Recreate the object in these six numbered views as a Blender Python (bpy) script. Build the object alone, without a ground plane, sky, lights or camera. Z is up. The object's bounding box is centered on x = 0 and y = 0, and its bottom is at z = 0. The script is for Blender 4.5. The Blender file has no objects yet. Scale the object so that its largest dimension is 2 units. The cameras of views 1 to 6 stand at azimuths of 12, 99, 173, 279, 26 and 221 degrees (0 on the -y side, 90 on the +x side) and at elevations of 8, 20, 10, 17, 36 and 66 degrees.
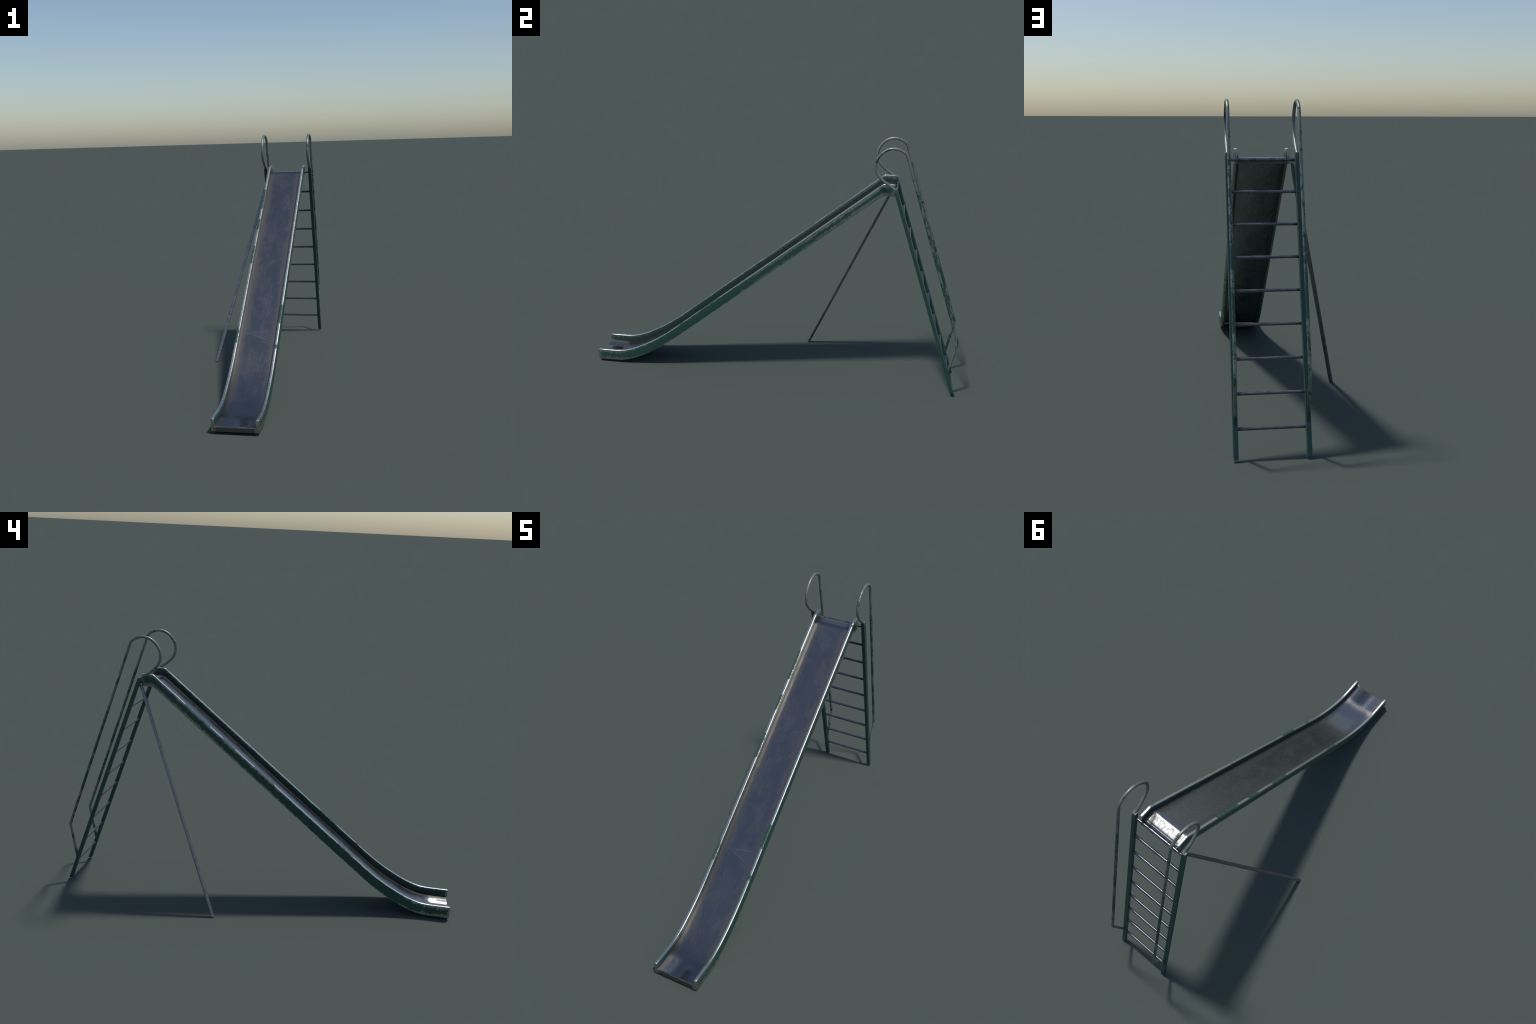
"""A tall old playground slide: steel chute with painted side boards, a nine-step
ladder with looped handrails and one diagonal brace.  Metres, z up."""
import bpy, math
from mathutils import Vector

# ------------------------------------------------------------------ sizes
MID = 0.1180                      # x of the slide's own centre plane
SLOPE = 0.807
Y_END, Y_TOP = -1.0000, 0.6140    # lower and upper end of the chute
BOARD_H = 0.0610                  # height of the side boards (measured straight up)
FLOOR_D = 0.0365                  # the sliding sheet lies this far below the rail top
BOARD_T = 0.0152                  # board thickness
HALF = 0.1097                     # centre plane to outer face of a board
UP_X = (0.2557, -0.0207)          # ladder uprights
UP_FOOT, UP_HEAD = (0.9904, 0.0062), (0.6118, 1.1190)
RUNG_R = 0.0063
RAIL_R = 0.0071


def hermite(points, y):
    """Smooth monotone-ish curve through control points (finite-difference tangents)."""
    n = len(points)
    if y <= points[0][0]:
        return points[0][1]
    if y >= points[-1][0]:
        return points[-1][1]
    i = max(k for k in range(n - 1) if points[k][0] <= y)

    def tan(k):
        if k == 0:
            return (points[1][1] - points[0][1]) / (points[1][0] - points[0][0])
        if k == n - 1:
            return (points[-1][1] - points[-2][1]) / (points[-1][0] - points[-2][0])
        h0, h1 = points[k][0] - points[k - 1][0], points[k + 1][0] - points[k][0]
        s0 = (points[k][1] - points[k - 1][1]) / h0
        s1 = (points[k + 1][1] - points[k][1]) / h1
        return (s0 * h1 + s1 * h0) / (h0 + h1)

    (y0, z0), (y1, z1) = points[i], points[i + 1]
    h = y1 - y0
    t = (y - y0) / h
    return ((2 * t**3 - 3 * t**2 + 1) * z0 + (t**3 - 2 * t**2 + t) * h * tan(i)
            + (-2 * t**3 + 3 * t**2) * z1 + (t**3 - t**2) * h * tan(i + 1))


Z_PLAT, Y_KINK = 1.1325, 0.5548
RUNOUT = [(-1.0, 0.0715), (-0.93, 0.0718), (-0.885, 0.0730), (-0.855, 0.0762), (-0.82, 0.0852),
          (-0.78, 0.0992), (-0.72, 0.1285), (-0.65, 0.1690), (-0.58, 0.2180), (-0.52, 0.2652),
          (-0.44, 1.1325 - SLOPE * (Y_KINK + 0.44)), (-0.36, 1.1325 - SLOPE * (Y_KINK + 0.36))]


def rail_top(y):
    """Height of the side boards' top edge along the slide."""
    if y < -0.40:
        return hermite(RUNOUT, y)
    f = 0.0065                                    # small fillet at the platform kink
    if y <= Y_KINK - f:
        return Z_PLAT - SLOPE * (Y_KINK - y)
    if y >= Y_KINK + f:
        return Z_PLAT
    u = y - (Y_KINK - f)
    return Z_PLAT - SLOPE * f + SLOPE * u - SLOPE * u * u / (4 * f)


def stations(a, b):
    ys, y = [], a
    marks = [-0.885 + 0.0125 * k for k in range(46)]
    marks += [-0.97, -0.94, -0.91] + [-0.3 + 0.05 * k for k in range(17)]
    marks += [Y_KINK + 0.0025 * k for k in range(-9, 6)] + [0.575, 0.59, 0.595, 0.60, 0.6035]
    ys = sorted({round(m, 4) for m in marks if a + 0.004 < m < b - 0.004})
    return [a] + ys + [b]


# ------------------------------------------------------------------ mesh helpers
def make(name, verts, faces, mat, parent, angle=35, smooth=True, loc=(0, 0, 0)):
    me = bpy.data.meshes.new(name)
    me.from_pydata([tuple(v) for v in verts], [], faces)
    me.validate()
    import bmesh
    bm = bmesh.new()
    bm.from_mesh(me)
    bmesh.ops.recalc_face_normals(bm, faces=bm.faces)
    bm.to_mesh(me)
    bm.free()
    if smooth:
        me.polygons.foreach_set("use_smooth", [True] * len(me.polygons))
        me.set_sharp_from_angle(angle=math.radians(angle))
    me.materials.append(mat)
    ob = bpy.data.objects.new(name, me)
    ob.location = loc
    bpy.context.scene.collection.objects.link(ob)
    if parent:
        ob.parent = parent
    return ob


def loft(rings, closed=True, caps=True):
    """Skin a list of equally long vertex rings."""
    n = len(rings[0])
    verts = [v for r in rings for v in r]
    faces = []
    for i in range(len(rings) - 1):
        for j in range(n if closed else n - 1):
            k = (j + 1) % n
            faces.append((i * n + j, i * n + k, (i + 1) * n + k, (i + 1) * n + j))
    if caps:
        faces.append(tuple(range(n)))
        faces.append(tuple((len(rings) - 1) * n + j for j in range(n)))
    return verts, faces


def rounded(corners, seg=4):
    """Polygon with rounded corners; corners = [(x, y, radius), ...]."""
    out, n = [], len(corners)
    for i, (x, y, r) in enumerate(corners):
        p = Vector((x, y))
        if r <= 0:
            out.append(p)
            continue
        a = (Vector(corners[i - 1][:2]) - p).normalized()
        b = (Vector(corners[(i + 1) % n][:2]) - p).normalized()
        for k in range(seg + 1):
            t = k / seg
            s = p + a * r * (1 - t) ** 2 + b * r * t * t     # quadratic round
            out.append(s)
    return out


def inset(ring, d):
    """Shrink a cross-section towards its own middle by about d."""
    xs, ys = [p.x for p in ring], [p.y for p in ring]
    cx, cy = (min(xs) + max(xs)) / 2, (min(ys) + max(ys)) / 2
    w, h = max(xs) - min(xs), max(ys) - min(ys)
    return [Vector((cx + (p.x - cx) * (1 - 2 * d / w), cy + (p.y - cy) * (1 - 2 * d / h))) for p in ring]


def tube(path, radius, seg=16):
    """Round tube through points that lie in a plane x = const."""
    rings = []
    for i, p in enumerate(path):
        p = Vector(p)
        a = Vector(path[max(i - 1, 0)])
        b = Vector(path[min(i + 1, len(path) - 1)])
        t0 = (p - a).normalized() if i else (b - p).normalized()
        t1 = (b - p).normalized() if i < len(path) - 1 else t0
        t = (t0 + t1).normalized()
        m = 1 / max(0.6, t.dot(t0))
        side = Vector((1, 0, 0))
        nrm = t.cross(side).normalized()
        rings.append([p + radius * (math.cos(q) * side + math.sin(q) * nrm * m)
                      for q in (2 * math.pi * k / seg for k in range(seg))])
    return loft(rings)


def x_cylinder(x0, x1, r, seg=20, bevel=0.0):
    """Round bar along x about the origin's y, z."""
    secs = [(x0, r), (x1, r)] if not bevel else [(x0, r - bevel), (x0 + bevel, r), (x1 - bevel, r), (x1, r - bevel)]
    rings = [[Vector((x, rr * math.cos(2 * math.pi * k / seg), rr * math.sin(2 * math.pi * k / seg)))
              for k in range(seg)] for x, rr in secs]
    return loft(rings)


def spline(points, per=8):
    """Catmull-Rom through (y, z) points."""
    out, n = [], len(points)
    for i in range(n - 1):
        p0, p1, p2, p3 = (Vector(points[min(max(k, 0), n - 1)]) for k in (i - 1, i, i + 1, i + 2))
        for k in range(per):
            t = k / per
            out.append(0.5 * ((2 * p1) + (p2 - p0) * t + (2 * p0 - 5 * p1 + 4 * p2 - p3) * t * t
                              + (3 * p1 - p0 - 3 * p2 + p3) * t**3))
    out.append(Vector(points[-1]))
    return out


# ------------------------------------------------------------------ node helpers
class Net:
    def __init__(self, name):
        self.mat = bpy.data.materials.new(name)
        self.mat.use_nodes = True
        self.t = self.mat.node_tree
        self.bsdf = next(n for n in self.t.nodes if n.type == "BSDF_PRINCIPLED")
        tc = self.t.nodes.new("ShaderNodeTexCoord")
        self.obj = tc.outputs["Object"]
        geo = self.t.nodes.new("ShaderNodeNewGeometry")
        self.pos, self.nor = geo.outputs["Position"], geo.outputs["Normal"]

    def link(self, a, b):
        if isinstance(a, (int, float)):
            b.default_value = a
        elif isinstance(a, tuple):
            b.default_value = a if len(a) == len(b.default_value) else (*a, 1.0)
        else:
            self.t.links.new(a, b)

    def math(self, op, a, b=0.0, c=None, clamp=False):
        n = self.t.nodes.new("ShaderNodeMath")
        n.operation, n.use_clamp = op, clamp
        self.link(a, n.inputs[0])
        self.link(b, n.inputs[1])
        if c is not None:
            self.link(c, n.inputs[2])
        return n.outputs[0]

    def add(self, a, b): return self.math("ADD", a, b)
    def sub(self, a, b): return self.math("SUBTRACT", a, b)
    def mul(self, a, b): return self.math("MULTIPLY", a, b)
    def max(self, a, b): return self.math("MAXIMUM", a, b)
    def min(self, a, b): return self.math("MINIMUM", a, b)

    def step(self, v, lo, hi, a=0.0, b=1.0, smooth=True):
        n = self.t.nodes.new("ShaderNodeMapRange")
        n.interpolation_type = "SMOOTHSTEP" if smooth else "LINEAR"
        n.clamp = True
        self.link(v, n.inputs["Value"])
        self.link(lo, n.inputs["From Min"])
        self.link(hi, n.inputs["From Max"])
        self.link(a, n.inputs["To Min"])
        self.link(b, n.inputs["To Max"])
        return n.outputs["Result"]

    def window(self, v, lo, hi, soft):
        return self.mul(self.step(v, lo - soft, lo + soft), self.step(v, hi - soft, hi + soft, 1.0, 0.0))

    def xyz(self, v):
        n = self.t.nodes.new("ShaderNodeSeparateXYZ")
        self.t.links.new(v, n.inputs[0])
        return n.outputs

    def mapped(self, scale=(1, 1, 1), rot=(0, 0, 0), loc=(0, 0, 0), src=None):
        n = self.t.nodes.new("ShaderNodeMapping")
        self.t.links.new(src or self.pos, n.inputs["Vector"])
        n.inputs["Scale"].default_value, n.inputs["Rotation"].default_value = scale, rot
        n.inputs["Location"].default_value = loc
        return n.outputs[0]

    def noise(self, vec, scale, detail=4.0, rough=0.55, dist=0.0):
        n = self.t.nodes.new("ShaderNodeTexNoise")
        self.t.links.new(vec, n.inputs["Vector"])
        n.inputs["Scale"].default_value, n.inputs["Detail"].default_value = scale, detail
        n.inputs["Roughness"].default_value, n.inputs["Distortion"].default_value = rough, dist
        return n.outputs[0]

    def curve(self, v, pts, lo, hi, vmin, vmax):
        """Piecewise-linear lookup: v in [lo, hi] to the given (v, value) points."""
        x = self.step(v, lo, hi, smooth=False)
        n = self.t.nodes.new("ShaderNodeFloatCurve")
        c = n.mapping.curves[0]
        q = [((a - lo) / (hi - lo), (b - vmin) / (vmax - vmin)) for a, b in pts]
        c.points[0].location, c.points[1].location = q[0], q[-1]
        for p in q[1:-1]:
            c.points.new(*p)
        for p in c.points:
            p.handle_type = "VECTOR"
        n.mapping.update()
        self.link(x, n.inputs["Value"])
        return self.math("MULTIPLY_ADD", n.outputs[0], vmax - vmin, vmin)

    def mix(self, f, a, b):
        n = self.t.nodes.new("ShaderNodeMix")
        n.data_type = "RGBA"
        self.link(f, n.inputs["Factor"])
        self.link(a, n.inputs[6])
        self.link(b, n.inputs[7])
        return n.outputs[2]

    def mixf(self, f, a, b):
        return self.add(self.mul(f, b), self.mul(self.sub(1.0, f), a))

    def bump(self, h, strength, dist):
        n = self.t.nodes.new("ShaderNodeBump")
        n.inputs["Strength"].default_value, n.inputs["Distance"].default_value = strength, dist
        self.link(h, n.inputs["Height"])
        self.t.links.new(n.outputs[0], self.bsdf.inputs["Normal"])

    def out(self, color, metallic, rough, spec=0.5):
        self.link(color, self.bsdf.inputs["Base Color"])
        self.link(metallic, self.bsdf.inputs["Metallic"])
        self.link(rough, self.bsdf.inputs["Roughness"])
        self.bsdf.inputs["Specular IOR Level"].default_value = spec
        return self.mat


GREEN = (0.020, 0.071, 0.054)
GREEN_DARK = (0.015, 0.054, 0.043)
STEEL = (0.43, 0.45, 0.415)
STEEL_DULL = (0.345, 0.355, 0.320)


def paint_over_steel(net, worn, baked_shade=None, steel=(STEEL_DULL, STEEL), metal=0.95, gloss=(0.26, 0.38), lift=None):
    """Mix paint and bare steel by the mask."""
    n1 = net.noise(net.mapped(), 30, 3)
    green = net.mix(n1, GREEN_DARK, GREEN)
    n2 = net.noise(net.mapped(), 160, 4, 0.65)
    steel = net.mix(net.step(n2, 0.3, 0.7), *steel)
    if lift is not None:                                   # paler steel on the upward faces
        steel = net.mix(net.mul(lift, 0.4), steel, (0.66, 0.68, 0.67))
    col = net.mix(worn, green, steel)
    if baked_shade is not None:
        col = net.mix(baked_shade, col, (0.012, 0.022, 0.019))
    n3 = net.noise(net.mapped(), 90, 4)
    rough = net.mixf(worn, 0.42, net.step(n3, 0.3, 0.7, *gloss))
    net.bump(net.mul(worn, -1.0), 0.2, 0.0005)
    return net.out(col, net.mul(worn, metal), rough)


def board_material():
    net = Net("chipped_green_paint_on_side_board")
    x, y, z = net.xyz(net.pos)
    nx, ny, nz = net.xyz(net.nor)
    ys = [-1.0, -0.93, -0.885, -0.87, -0.855, -0.84, -0.82, -0.80, -0.78, -0.75, -0.72, -0.685, -0.65,
          -0.615, -0.58, -0.55, -0.52, -0.48, -0.44, Y_KINK - 0.01, Y_KINK, Y_KINK + 0.01, 0.62]
    top = net.curve(y, [(a, rail_top(a)) for a in ys], -1.0, 0.62, 0.0, 1.2)
    d_top = net.sub(top, z)
    d_bot = net.sub(BOARD_H, d_top)
    w_top = net.curve(y, [(-1, .0165), (-.86, .0135), (-.79, .008), (-.70, .0035), (-.40, .003), (-.22, .0045),
                          (-.13, .009), (-.05, .017), (.10, .019), (.19, .023), (.28, .019), (.36, .017), (.50, .015), (.56, .010), (.62, .010)],
                      -1.0, 0.62, 0.0, 0.05)
    w_bot = net.curve(y, [(-1, .0175), (-.86, .013), (-.78, .007), (-.70, .0015), (-.62, .0025), (-.40, .001), (-.20, .003),
                          (-.13, .008), (-.05, .012), (.12, .009), (.19, .012), (.34, .015), (.50, .013), (.62, .012)],
                      -1.0, 0.62, 0.0, 0.05)
    inner = net.step(net.math("ABSOLUTE", net.sub(x, MID)), HALF - 0.011, HALF - 0.010, 1.0, 0.0)
    plus = net.step(x, MID - 0.01, MID + 0.01)             # 1 on the +x board
    w_top = net.mul(w_top, net.mixf(inner, net.mixf(plus, net.step(y, -0.3, 0.0, 1.0, 0.62), 1.0),
                                    net.mixf(plus, net.step(y, -0.1, 0.45, 0.75, 1.0), 0.45)))
    w_end = net.max(net.sub(net.add(Y_END, 0.011), y), net.sub(y, Y_TOP - 0.010))
    edge = net.max(net.max(net.sub(w_top, d_top), net.sub(w_bot, d_bot)), w_end)
    fine = net.sub(net.noise(net.mapped((1, 0.55, 1), src=net.pos), 130, 6, 0.62, 0.4), 0.5)
    big = net.sub(net.noise(net.mapped(), 22, 3), 0.5)
    notch = net.sub(net.noise(net.mapped((1, 1, 0.7)), 52, 2.5, 0.5, 0.5), 0.5)
    chips = net.sub(net.noise(net.mapped((1, 1.0, 0.5), rot=(0.68, 0, 0)), 300, 4, 0.7), 0.5)
    ragged = net.mul(net.step(y, 0.42, 0.56, 1.0, 0.35), net.step(y, -0.85, -0.72, 1.35, 1.0))
    edge = net.add(edge, net.mul(ragged, net.add(net.add(net.mul(fine, 0.017), net.mul(chips, 0.012)), net.add(net.mul(big, 0.010), net.mul(notch, 0.026)))))
    # the folded foot of the board keeps its paint on the inside
    under = net.step(nz, -0.4, -0.6)
    reach = net.math("ABSOLUTE", net.sub(x, MID))
    inside = net.sub(net.add(HALF - 0.0125, net.mul(big, 0.010)), reach)
    edge = net.sub(edge, net.mul(net.mul(under, net.step(inside, -0.001, 0.001)), 0.05))
    foot = net.mul(inner, net.mul(net.step(d_bot, 0.020, 0.024, 1.0, 0.0), net.step(y, -0.985, -0.98)))
    edge = net.sub(edge, net.mul(foot, 0.05))
    up_face = net.step(nz, 0.35, 0.6)
    edge = net.add(edge, net.mul(up_face, 0.016))
    # paint that survived on top of the rails
    wob = net.add(y, net.mul(fine, 0.03))
    left = net.step(x, MID - 0.01, MID + 0.01, 1.0, 0.0)
    right = net.sub(1.0, left)
    pl = net.max(net.max(net.window(wob, .258, .388, .003), net.window(wob, .128, .192, .003)),
                 net.max(net.mul(net.window(wob, -.075, .03, .012), .65), net.mul(net.window(wob, -.50, -.42, .02), .35)))
    pr = net.max(net.mul(net.window(wob, -.39, -.30, .015), .6), net.max(net.window(wob, -.515, -.50, .005),
                 net.mul(net.window(wob, .06, .14, .02), .25)))
    pl = net.mul(pl, net.step(net.add(x, net.mul(fine, .006)), 0.0205, 0.0225, 1.0, 0.0))
    patch = net.mul(net.max(net.mul(pl, left), net.mul(pr, right)), up_face)
    speck = net.noise(net.mapped(), 210, 3)
    edge = net.sub(edge, net.mul(patch, net.step(speck, 0.56, 0.68, 0.085, 0.020)))
    soft = net.mul(net.step(y, 0.15, 0.52, 0.0013, 0.0115), net.mul(net.step(nz, 0.1, 0.4, 1.0, 0.3), net.mixf(inner, 1.0, 0.6)))
    worn = net.step(edge, net.mul(soft, -1.0), soft)
    inner_shade = net.mul(net.mul(inner, net.step(d_top, 0.004, 0.034, 0.15, 0.75)), net.step(y, Y_END + 0.02, Y_END + 0.15, 0.2, 1.0))  # occlusion painted into the inner walls, deeper towards the floor
    return paint_over_steel(net, worn, baked_shade=inner_shade, lift=up_face)


def rail_material():
    net = Net("worn_green_paint_on_handrail")
    x, y, z = net.xyz(net.pos)
    n1 = net.noise(net.mapped((1, 0.6, 0.45)), 34, 5, 0.62, 0.6)
    n2 = net.noise(net.mapped((1, 1, 0.45)), 170, 4, 0.6)
    keep = net.curve(z, [(0.0, .60), (.14, .60), (.18, .44), (.33, .47), (.45, .50), (.60, .545), (.80, .53),
                         (.95, .50), (1.05, .445), (1.20, .44), (1.4, .46)], 0.0, 1.4, 0.0, 1.0)
    v = net.add(net.mul(n1, 0.64), net.mul(n2, 0.36))
    worn = net.step(v, net.sub(keep, 0.028), net.add(keep, 0.028))
    worn = net.mul(worn, 0.85)
    return paint_over_steel(net, worn, steel=((0.195, 0.215, 0.190), (0.275, 0.30, 0.265)), metal=0.55, gloss=(0.38, 0.50))


def upright_material():
    net = Net("green_paint_on_ladder_upright")
    x, y, z = net.xyz(net.pos)
    fine = net.noise(net.mapped((1, 1, 0.25)), 120, 5, 0.6)
    k = (UP_HEAD[0] - UP_FOOT[0]) / (UP_HEAD[1] - UP_FOOT[1])
    axis = net.add(UP_FOOT[0] - k * UP_FOOT[1], net.mul(z, k))
    ly = net.math("ABSOLUTE", net.sub(y, axis))
    lx = net.math("ABSOLUTE", net.sub(net.math("ABSOLUTE", net.sub(x, (UP_X[0] + UP_X[1]) / 2)), (UP_X[0] - UP_X[1]) / 2))
    edge = net.mul(net.step(lx, 0.0082, 0.0092), net.step(ly, 0.0076, 0.0086))
    worn = net.mul(net.mul(edge, net.step(fine, 0.30, 0.60, 0.3, 1.0)), 0.6)
    head = net.step(z, 1.1165, 1.1190)
    worn = net.max(worn, net.mul(head, net.step(fine, 0.3, 0.6, 0.25, 0.7)))
    return paint_over_steel(net, worn, steel=((0.17, 0.20, 0.17), (0.24, 0.27, 0.23)), metal=0.3, gloss=(0.45, 0.55))


def rung_material(name="dark_polished_steel", color=(0.190, 0.190, 0.212), lo=0.28, hi=0.40, ends=False, edge_shade=None):
    net = Net(name)
    n1 = net.noise(net.mapped((0.4, 1, 1)), 70, 4)
    n2 = net.noise(net.mapped((0.15, 1, 1)), 400, 3)
    col = net.mix(net.step(n1, 0.3, 0.7), tuple(c * 0.72 for c in color), color)
    if ends:
        x = net.xyz(net.pos)[0]
        d = net.sub(0.127, net.math("ABSOLUTE", net.sub(x, (UP_X[0] + UP_X[1]) / 2)))
        col = net.mix(net.step(d, 0.0, 0.022, 0.7, 0.0), col, (0.035, 0.033, 0.035))  # contact shadow at the uprights, darkened into the rung colour
    if edge_shade:
        d = net.math("ABSOLUTE", net.xyz(net.obj)[0])
        col = net.mix(net.step(d, edge_shade - 0.0016, edge_shade - 0.0008), col, (0.02, 0.02, 0.022))  # thin dark rings drawn for the shadow line at each strap end
    net.bump(n2, 0.08, 0.0005)
    return net.out(col, 0.95, net.step(n1, 0.3, 0.7, lo, hi))


def bed_material():
    net = Net("scuffed_sheet_steel_of_chute")
    x, y, z = net.xyz(net.pos)
    side = net.math("ABSOLUTE", net.sub(x, MID))              # 0 in the middle, .094 at the boards
    big = net.noise(net.mapped((1.0, 0.6, 0.6)), 16, 5, 0.62, 0.5)
    fine = net.noise(net.mapped((1.0, 0.35, 0.35)), 170, 5, 0.6)
    grain = net.noise(net.mapped((1.0, 0.05, 0.05)), 520, 2)
    streak = net.noise(net.mapped((1.0, 0.28, 0.28)), 150, 3, 0.6)
    border = net.step(net.add(side, net.mul(net.sub(big, 0.5), 0.045)), 0.050, 0.080)
    rub = net.step(net.add(net.mul(big, 0.7), net.mul(fine, 0.3)), 0.36, 0.66)
    col = net.mix(rub, (0.190, 0.199, 0.213), (0.196, 0.196, 0.204))
    col = net.mix(net.mul(border, 0.85), col, (0.158, 0.149, 0.143))
    rough = net.mixf(border, net.add(net.step(rub, 0.0, 1.0, 0.21, 0.28), net.mul(net.sub(streak, 0.5), 0.16)), 0.37)
    plat = net.window(y, Y_KINK + 0.005, 0.597, 0.003)
    rough = net.mixf(plat, rough, net.step(streak, 0.36, 0.64, 0.36, 0.56))
    # dull smudge near the run-out and two long scratches
    dark_patch = net.mul(net.window(net.add(y, net.mul(big, 0.05)), -0.972, -0.915, 0.010),
                     net.window(net.add(x, net.mul(fine, 0.02)), 0.148, 0.180, 0.008))
    col = net.mix(net.mul(dark_patch, 0.7), col, (0.05, 0.05, 0.05))
    rough = net.mixf(dark_patch, rough, 0.5)

    def scratch(x0, y0, x1, y1, w=0.0011):
        d = math.hypot(x1 - x0, y1 - y0)
        ux, uy = (x1 - x0) / d, (y1 - y0) / d
        px, py = net.sub(x, x0), net.sub(y, y0)
        along = net.add(net.mul(px, ux), net.mul(py, uy))
        off = net.math("ABSOLUTE", net.sub(net.mul(px, uy), net.mul(py, ux)))
        return net.mul(net.step(off, w * 0.5, w, 1.0, 0.0), net.mul(net.step(along, 0, 0.01), net.step(along, d - 0.02, d, 1.0, 0.0)))

    marks = net.max(scratch(0.078, -0.410, 0.193, -0.394), scratch(0.048, -0.408, 0.197, -0.452))
    marks = net.max(marks, net.mul(scratch(0.04, 0.11, 0.20, 0.135), 0.25))
    marks = net.max(marks, net.mul(scratch(0.10, -0.66, 0.19, -0.69), 0.25))
    top_side = net.step(net.xyz(net.nor)[2], 0.0, 0.2)
    marks = net.mul(marks, top_side)
    col = net.mix(net.mul(marks, 0.7), col, (0.40, 0.43, 0.48))
    # underside: dull and dark
    fold = net.step(y, Y_END + 0.002, Y_END + 0.005)
    blot = net.add(net.mul(big, 0.5), net.mul(fine, 0.5))
    underside = net.mix(net.step(blot, 0.38, 0.62), (0.20, 0.21, 0.20), (0.29, 0.295, 0.28))
    underside = net.mix(net.step(y, Y_TOP - 0.003, Y_TOP - 0.001), underside, (0.10, 0.105, 0.10))
    col = net.mix(net.mul(top_side, fold), underside, col)
    col = net.mix(fold, (0.155, 0.165, 0.155), col)
    rough = net.mixf(top_side, net.step(blot, 0.35, 0.65, 0.23, 0.31), rough)
    net.bump(net.add(net.add(net.mul(grain, 0.35), net.mul(fine, 0.8)), net.mul(streak, 2.2)), 0.16, 0.0009)
    return net.out(col, net.mixf(top_side, 0.95, 0.97), rough)


M_BOARD, M_RAIL, M_UPRIGHT = board_material(), rail_material(), upright_material()
M_RUNG = rung_material(ends=True)
M_BAR = rung_material("dark_steel_of_crossbar", (0.180, 0.180, 0.205), 0.23, 0.34)
M_BRACE = rung_material("dull_steel_of_brace", (0.285, 0.29, 0.302), 0.36, 0.48)
M_STRAP = rung_material("dark_steel_of_strap", (0.165, 0.165, 0.19), 0.26, 0.36, edge_shade=0.0093)
M_BED = bed_material()

# ------------------------------------------------------------------ the slide
root = bpy.data.objects.new("playground_slide", None)
bpy.context.scene.collection.objects.link(root)
root["label"] = "tall old steel playground slide with worn green paint"
root["category"] = "playground slide"

# ---- chute: the bent sheet, with lips folded down at both ends
THICK = 0.0030
surface = [(y, rail_top(y) - FLOOR_D) for y in stations(Y_END + 0.008, Y_TOP - 0.009)]


def lip(corner_y, z, direction, depth, r):
    """Quarter-round fold and a straight flange that drops from the sheet."""
    pts = [(corner_y - direction * r * (1 - math.sin(a)), z - r * (1 - math.cos(a)))
           for a in (math.pi / 2 * k / 6 for k in range(1, 7))]
    return pts + [(corner_y, z - depth)]


low = lip(Y_END + 0.0012, surface[0][1], -1, FLOOR_D - 0.0125, 0.005)
high = lip(Y_TOP + 0.0010, surface[-1][1], 1, BOARD_H - FLOOR_D - 0.001, 0.010)
path = [Vector(p) for p in low[::-1] + surface + high]
under = []
for i, p in enumerate(path):
    a, b = path[max(i - 1, 0)], path[min(i + 1, len(path) - 1)]
    t = (b - a).normalized()
    under.append(p + Vector((t.y, -t.x)) * THICK)
normals = []
for i, p in enumerate(path):
    t = (path[min(i + 1, len(path) - 1)] - path[max(i - 1, 0)]).normalized()
    normals.append(Vector((0, -t.y, t.x)))
outline = path + under[::-1]
inner_half = HALF - BOARD_T + 0.002
xs = [MID + inner_half * k / 12 for k in range(-12, 13)]
rings = [[Vector((x, p.x, p.y)) for p in outline] for x in xs]
n = len(path)
v, f = loft(rings, caps=False)
for base in (0, (len(xs) - 1) * 2 * n):
    for i in range(n - 1):
        f.append((base + i, base + i + 1, base + 2 * n - 2 - i, base + 2 * n - 1 - i))
chute = make("chute", v, f, M_BED, root, angle=50)


def ramp(v, a, b):
    u = min(1.0, max(0.0, (v - a) / (b - a)))
    return u * u * (3 - 2 * u)


# normals bent on a flat sheet: faintly towards the boards,
# and strongly on the run-out, to place its glint streaks
bent = []
for x in xs:
    s = (x - MID) / inner_half
    for k in range(2 * n):
        i = k if k < n else 2 * n - 1 - k
        nrm = normals[i].copy()
        if k >= n:
            bent.append(-nrm)
            continue
        y = path[i].x
        if y < Y_TOP - 0.009 and y > Y_KINK - 0.03:        # soft crease, soft fold
            nrm = Vector((0, -SLOPE, 1)).normalized().lerp(Vector((0, 0, 1)), ramp(y, Y_KINK - 0.020, Y_KINK + 0.008))
            nrm += Vector((0, 0.30 * ramp(y, 0.590, 0.604), 0))
        if Y_END + 0.006 < y < Y_TOP - 0.004:
            tilt = -0.02 * math.copysign(ramp(abs(s), 0.45, 1.0), s)
            w = ramp(y, -0.872, -0.915)
            u = (x - 0.098) / 0.042
            tilt = tilt * (1 - w) - w * 0.42 * u * math.exp((1 - u * u) / 2)
            nrm += Vector((tilt, -0.13 * w, 0))
        bent.append(nrm.normalized())
chute.data.normals_split_custom_set_from_vertices([tuple(q) for q in bent])

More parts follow.
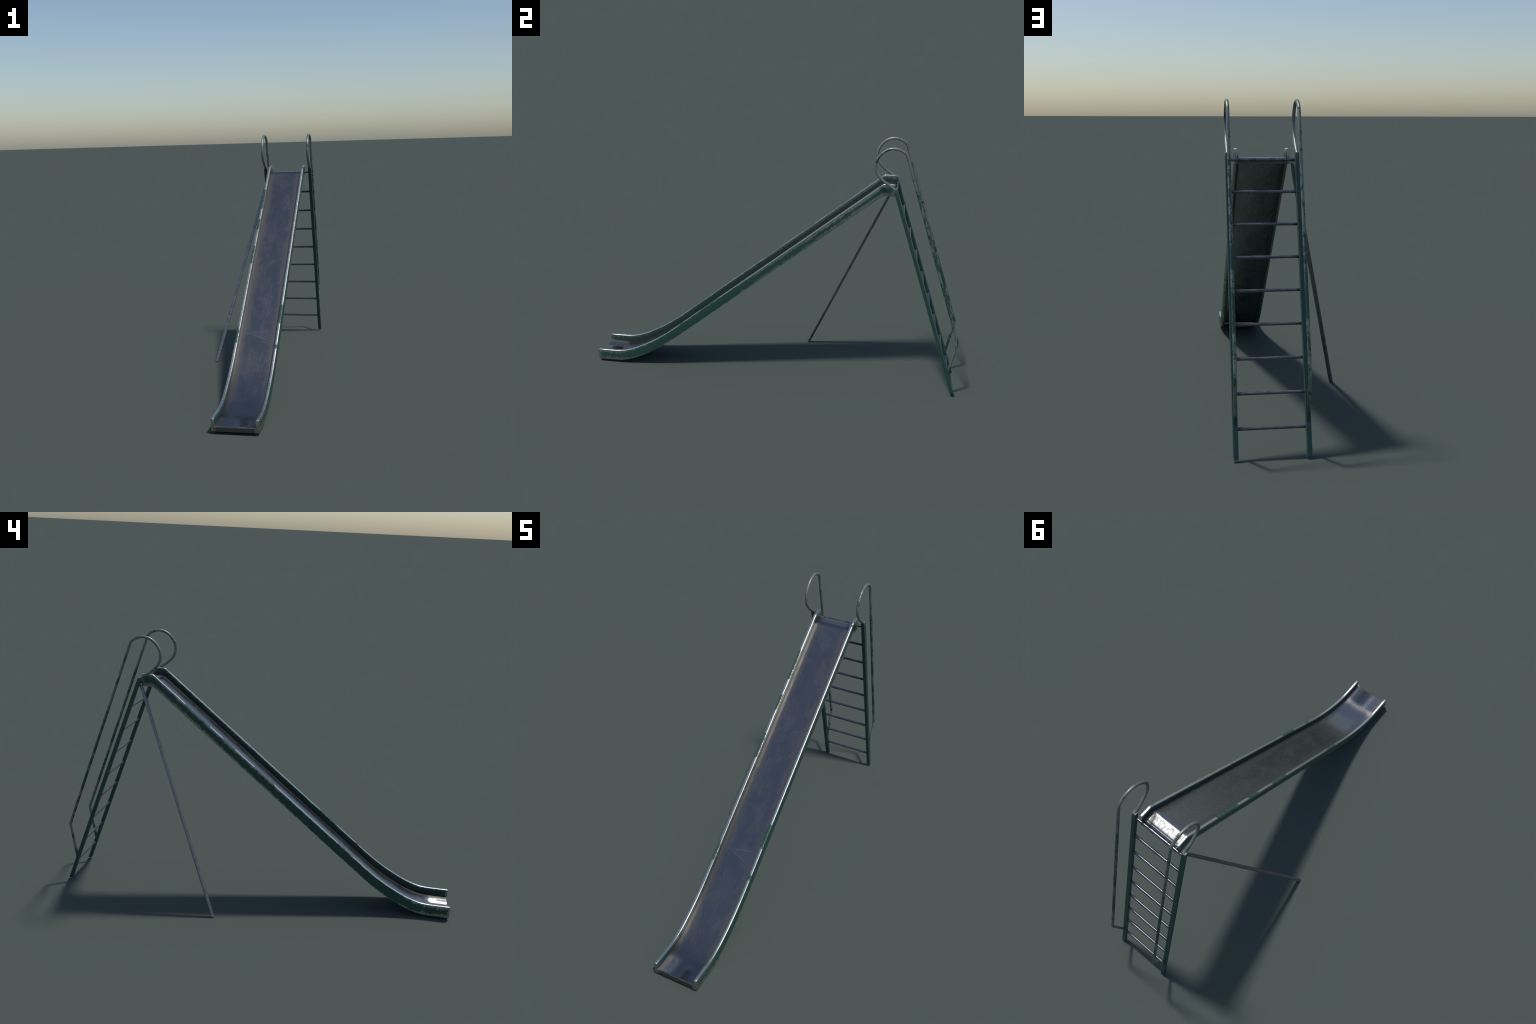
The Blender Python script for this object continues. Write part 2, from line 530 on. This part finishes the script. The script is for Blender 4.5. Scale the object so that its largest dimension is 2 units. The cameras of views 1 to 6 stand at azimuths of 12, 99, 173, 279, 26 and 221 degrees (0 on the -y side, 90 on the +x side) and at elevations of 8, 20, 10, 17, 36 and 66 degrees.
# ---- side boards: flat plank on edge with a rounded top and a lip under the sheet
for sign in (1, -1):
    o = MID + sign * HALF
    i0 = o - sign * BOARD_T
    i1 = i0 - sign * 0.0060
    section = rounded([(o, 0.0, 0.0050), (o, -BOARD_H, 0.0022), (i1, -BOARD_H, 0.0015),
                       (i1, -FLOOR_D - THICK + 0.0005, 0.0), (i0, -FLOOR_D - THICK + 0.0005, 0.0), (i0, 0.0, 0.0050)], 5)
    rings = []
    for y in stations(Y_END, Y_TOP):
        sec = section
        if y in (Y_END, Y_TOP):
            rings_y = [(y, 0.0022), (y + (0.0007 if y == Y_END else -0.0007), 0.0008), (y + (0.0024 if y == Y_END else -0.0024), 0.0)]
            if y == Y_TOP:
                rings_y.reverse()
        else:
            rings_y = [(y, 0.0)]
        for yy, d in rings_y:
            s = inset(sec, d) if d else sec
            rings.append([Vector((p.x, yy, rail_top(yy) + p.y)) for p in s])
    v, f = loft(rings)
    make("side_board", v, f, M_BOARD, chute, angle=40)

# ---- ladder uprights: square tube, cut level at head and foot
def upright_y(z):
    return UP_FOOT[0] + (UP_HEAD[0] - UP_FOOT[0]) * (z - UP_FOOT[1]) / (UP_HEAD[1] - UP_FOOT[1])


for x in UP_X:
    a, b = 0.0103, 0.0096
    sec = rounded([(-a, -b, 0.0032), (a, -b, 0.0032), (a, b, 0.0032), (-a, b, 0.0032)], 4)
    rings = []
    zs = [UP_FOOT[1] + (UP_HEAD[1] - UP_FOOT[1]) * k / 40 for k in range(41)]
    zs = [zs[0], zs[0] + 0.0012] + zs[1:-1] + [zs[-1] - 0.0012, zs[-1]]
    for k, z in enumerate(zs):
        s = inset(sec, 0.0010) if k in (0, len(zs) - 1) else sec
        rings.append([Vector((x + p.x, upright_y(z) + p.y, z)) for p in s])
    v, f = loft(rings)
    make("ladder_upright", v, f, M_UPRIGHT, root, angle=40)

# ---- rungs (shared mesh) and the top crossbar that carries the chute
XM, HW = (UP_X[0] + UP_X[1]) / 2, (UP_X[0] - UP_X[1]) / 2 - 0.004
v, f = x_cylinder(-HW, HW, RUNG_R, 20)
Z_BAR, STEP = 1.0892, 0.1224
rung = None
for k in range(1, 9):
    z = Z_BAR - STEP * k
    if rung is None:
        rung = make("rung", v, f, M_RUNG, root, loc=(XM, upright_y(z), z))
    else:
        r = rung.copy()
        r.location = (XM, upright_y(z), z)
        bpy.context.scene.collection.objects.link(r)
yb = upright_y(Z_BAR)
bar = make("crossbar", v, f, M_BAR, root, loc=(XM, yb, Z_BAR))
# straps that hook the chute over the bar
strap = None
for x0, x1 in ((0.1945, 0.2131), (0.1469, 0.1655), (0.0687, 0.0873), (0.0204, 0.0390)):
    w = 0.0093
    if strap is None:
        v, f = x_cylinder(-w, w, RUNG_R + 0.0017, 20, 0.0010)
        strap = make("strap", v, f, M_STRAP, bar, loc=((x0 + x1) / 2 - XM, 0, 0))
    else:
        s = strap.copy()
        s.location = ((x0 + x1) / 2 - XM, 0, 0)
        bpy.context.scene.collection.objects.link(s)

# ---- handrails: kinked foot, straight run parallel to the ladder, open loop at the top
LOOP = [(0.6600, 1.2886), (0.6470, 1.3012), (0.6290, 1.3110), (0.6110, 1.3165), (0.5930, 1.3180),
        (0.5735, 1.3148), (0.5570, 1.3078), (0.5410, 1.2962), (0.5282, 1.2820), (0.5180, 1.2660), (0.5122, 1.2500),
        (0.5100, 1.2330), (0.5113, 1.2160), (0.5165, 1.1985), (0.5250, 1.1835), (0.5365, 1.1700),
        (0.5580, 1.1510), (0.5840, 1.1330), (0.6120, 1.1135)]
BEND = (0.9892, 0.3130)
FOOT = (0.9500, 0.1130)


def corner(a, c, b, r, n=6):
    """Small round bend at c between a and b."""
    a, c, b = Vector(a), Vector(c), Vector(b)
    u, w = (a - c).normalized(), (b - c).normalized()
    return [c + u * r * (1 - k / n) ** 2 + w * r * (k / n) ** 2 for k in range(n + 1)]


for x in UP_X:
    loop = spline(LOOP, 5)
    pts = [Vector(FOOT), Vector(FOOT).lerp(Vector(BEND), 0.5)] + corner(FOOT, BEND, LOOP[0], 0.010)
    last = pts[-1]
    pts += [last.lerp(loop[0], k / 16) for k in range(1, 16)] + loop
    v, f = tube([(x, p.x, p.y) for p in pts], RAIL_R, 16)
    make("handrail", v, f, M_RAIL, root, angle=60)

# ---- diagonal brace: flat bar from the crossbar down to the ground
foot, head = Vector((-0.2575, 0.1575, 0.0)), Vector((-0.0010, 0.6115, 1.0760))
rings = []
for k in range(25):
    t = k / 24
    c = foot.lerp(head, t)
    w = 0.0097 if t < 0.93 else 0.0097 - (t - 0.93) / 0.07 * 0.0035
    d = 0.0074
    sec = rounded([(-w, -d, d * 0.8), (w, -d, d * 0.8), (w, d, d * 0.8), (-w, d, d * 0.8)], 4)
    rings.append([Vector((c.x + p.x, c.y + p.y, c.z)) for p in sec])
v, f = loft(rings)
brace = make("brace", v, f, M_BRACE, root, angle=45)
v, f = x_cylinder(-0.0045, 0.0045, RUNG_R + 0.0014, 20, 0.0006)
make("clamp", v, f, M_BAR, brace, loc=(-0.0005, yb, Z_BAR))
ring_path = []
R, r = 0.0058, 0.0018
rings = []
for k in range(20):
    a = 2 * math.pi * k / 20
    rings.append([Vector(((R + r * math.cos(q)) * math.cos(a), r * math.sin(q), (R + r * math.cos(q)) * math.sin(a)))
                  for q in (2 * math.pi * j / 8 for j in range(8))])
rings.append(rings[0])
v, f = loft(rings, caps=False)
make("eye", v, f, M_BRACE, brace, loc=(-0.0005, yb - 0.003, Z_BAR - 0.0125))
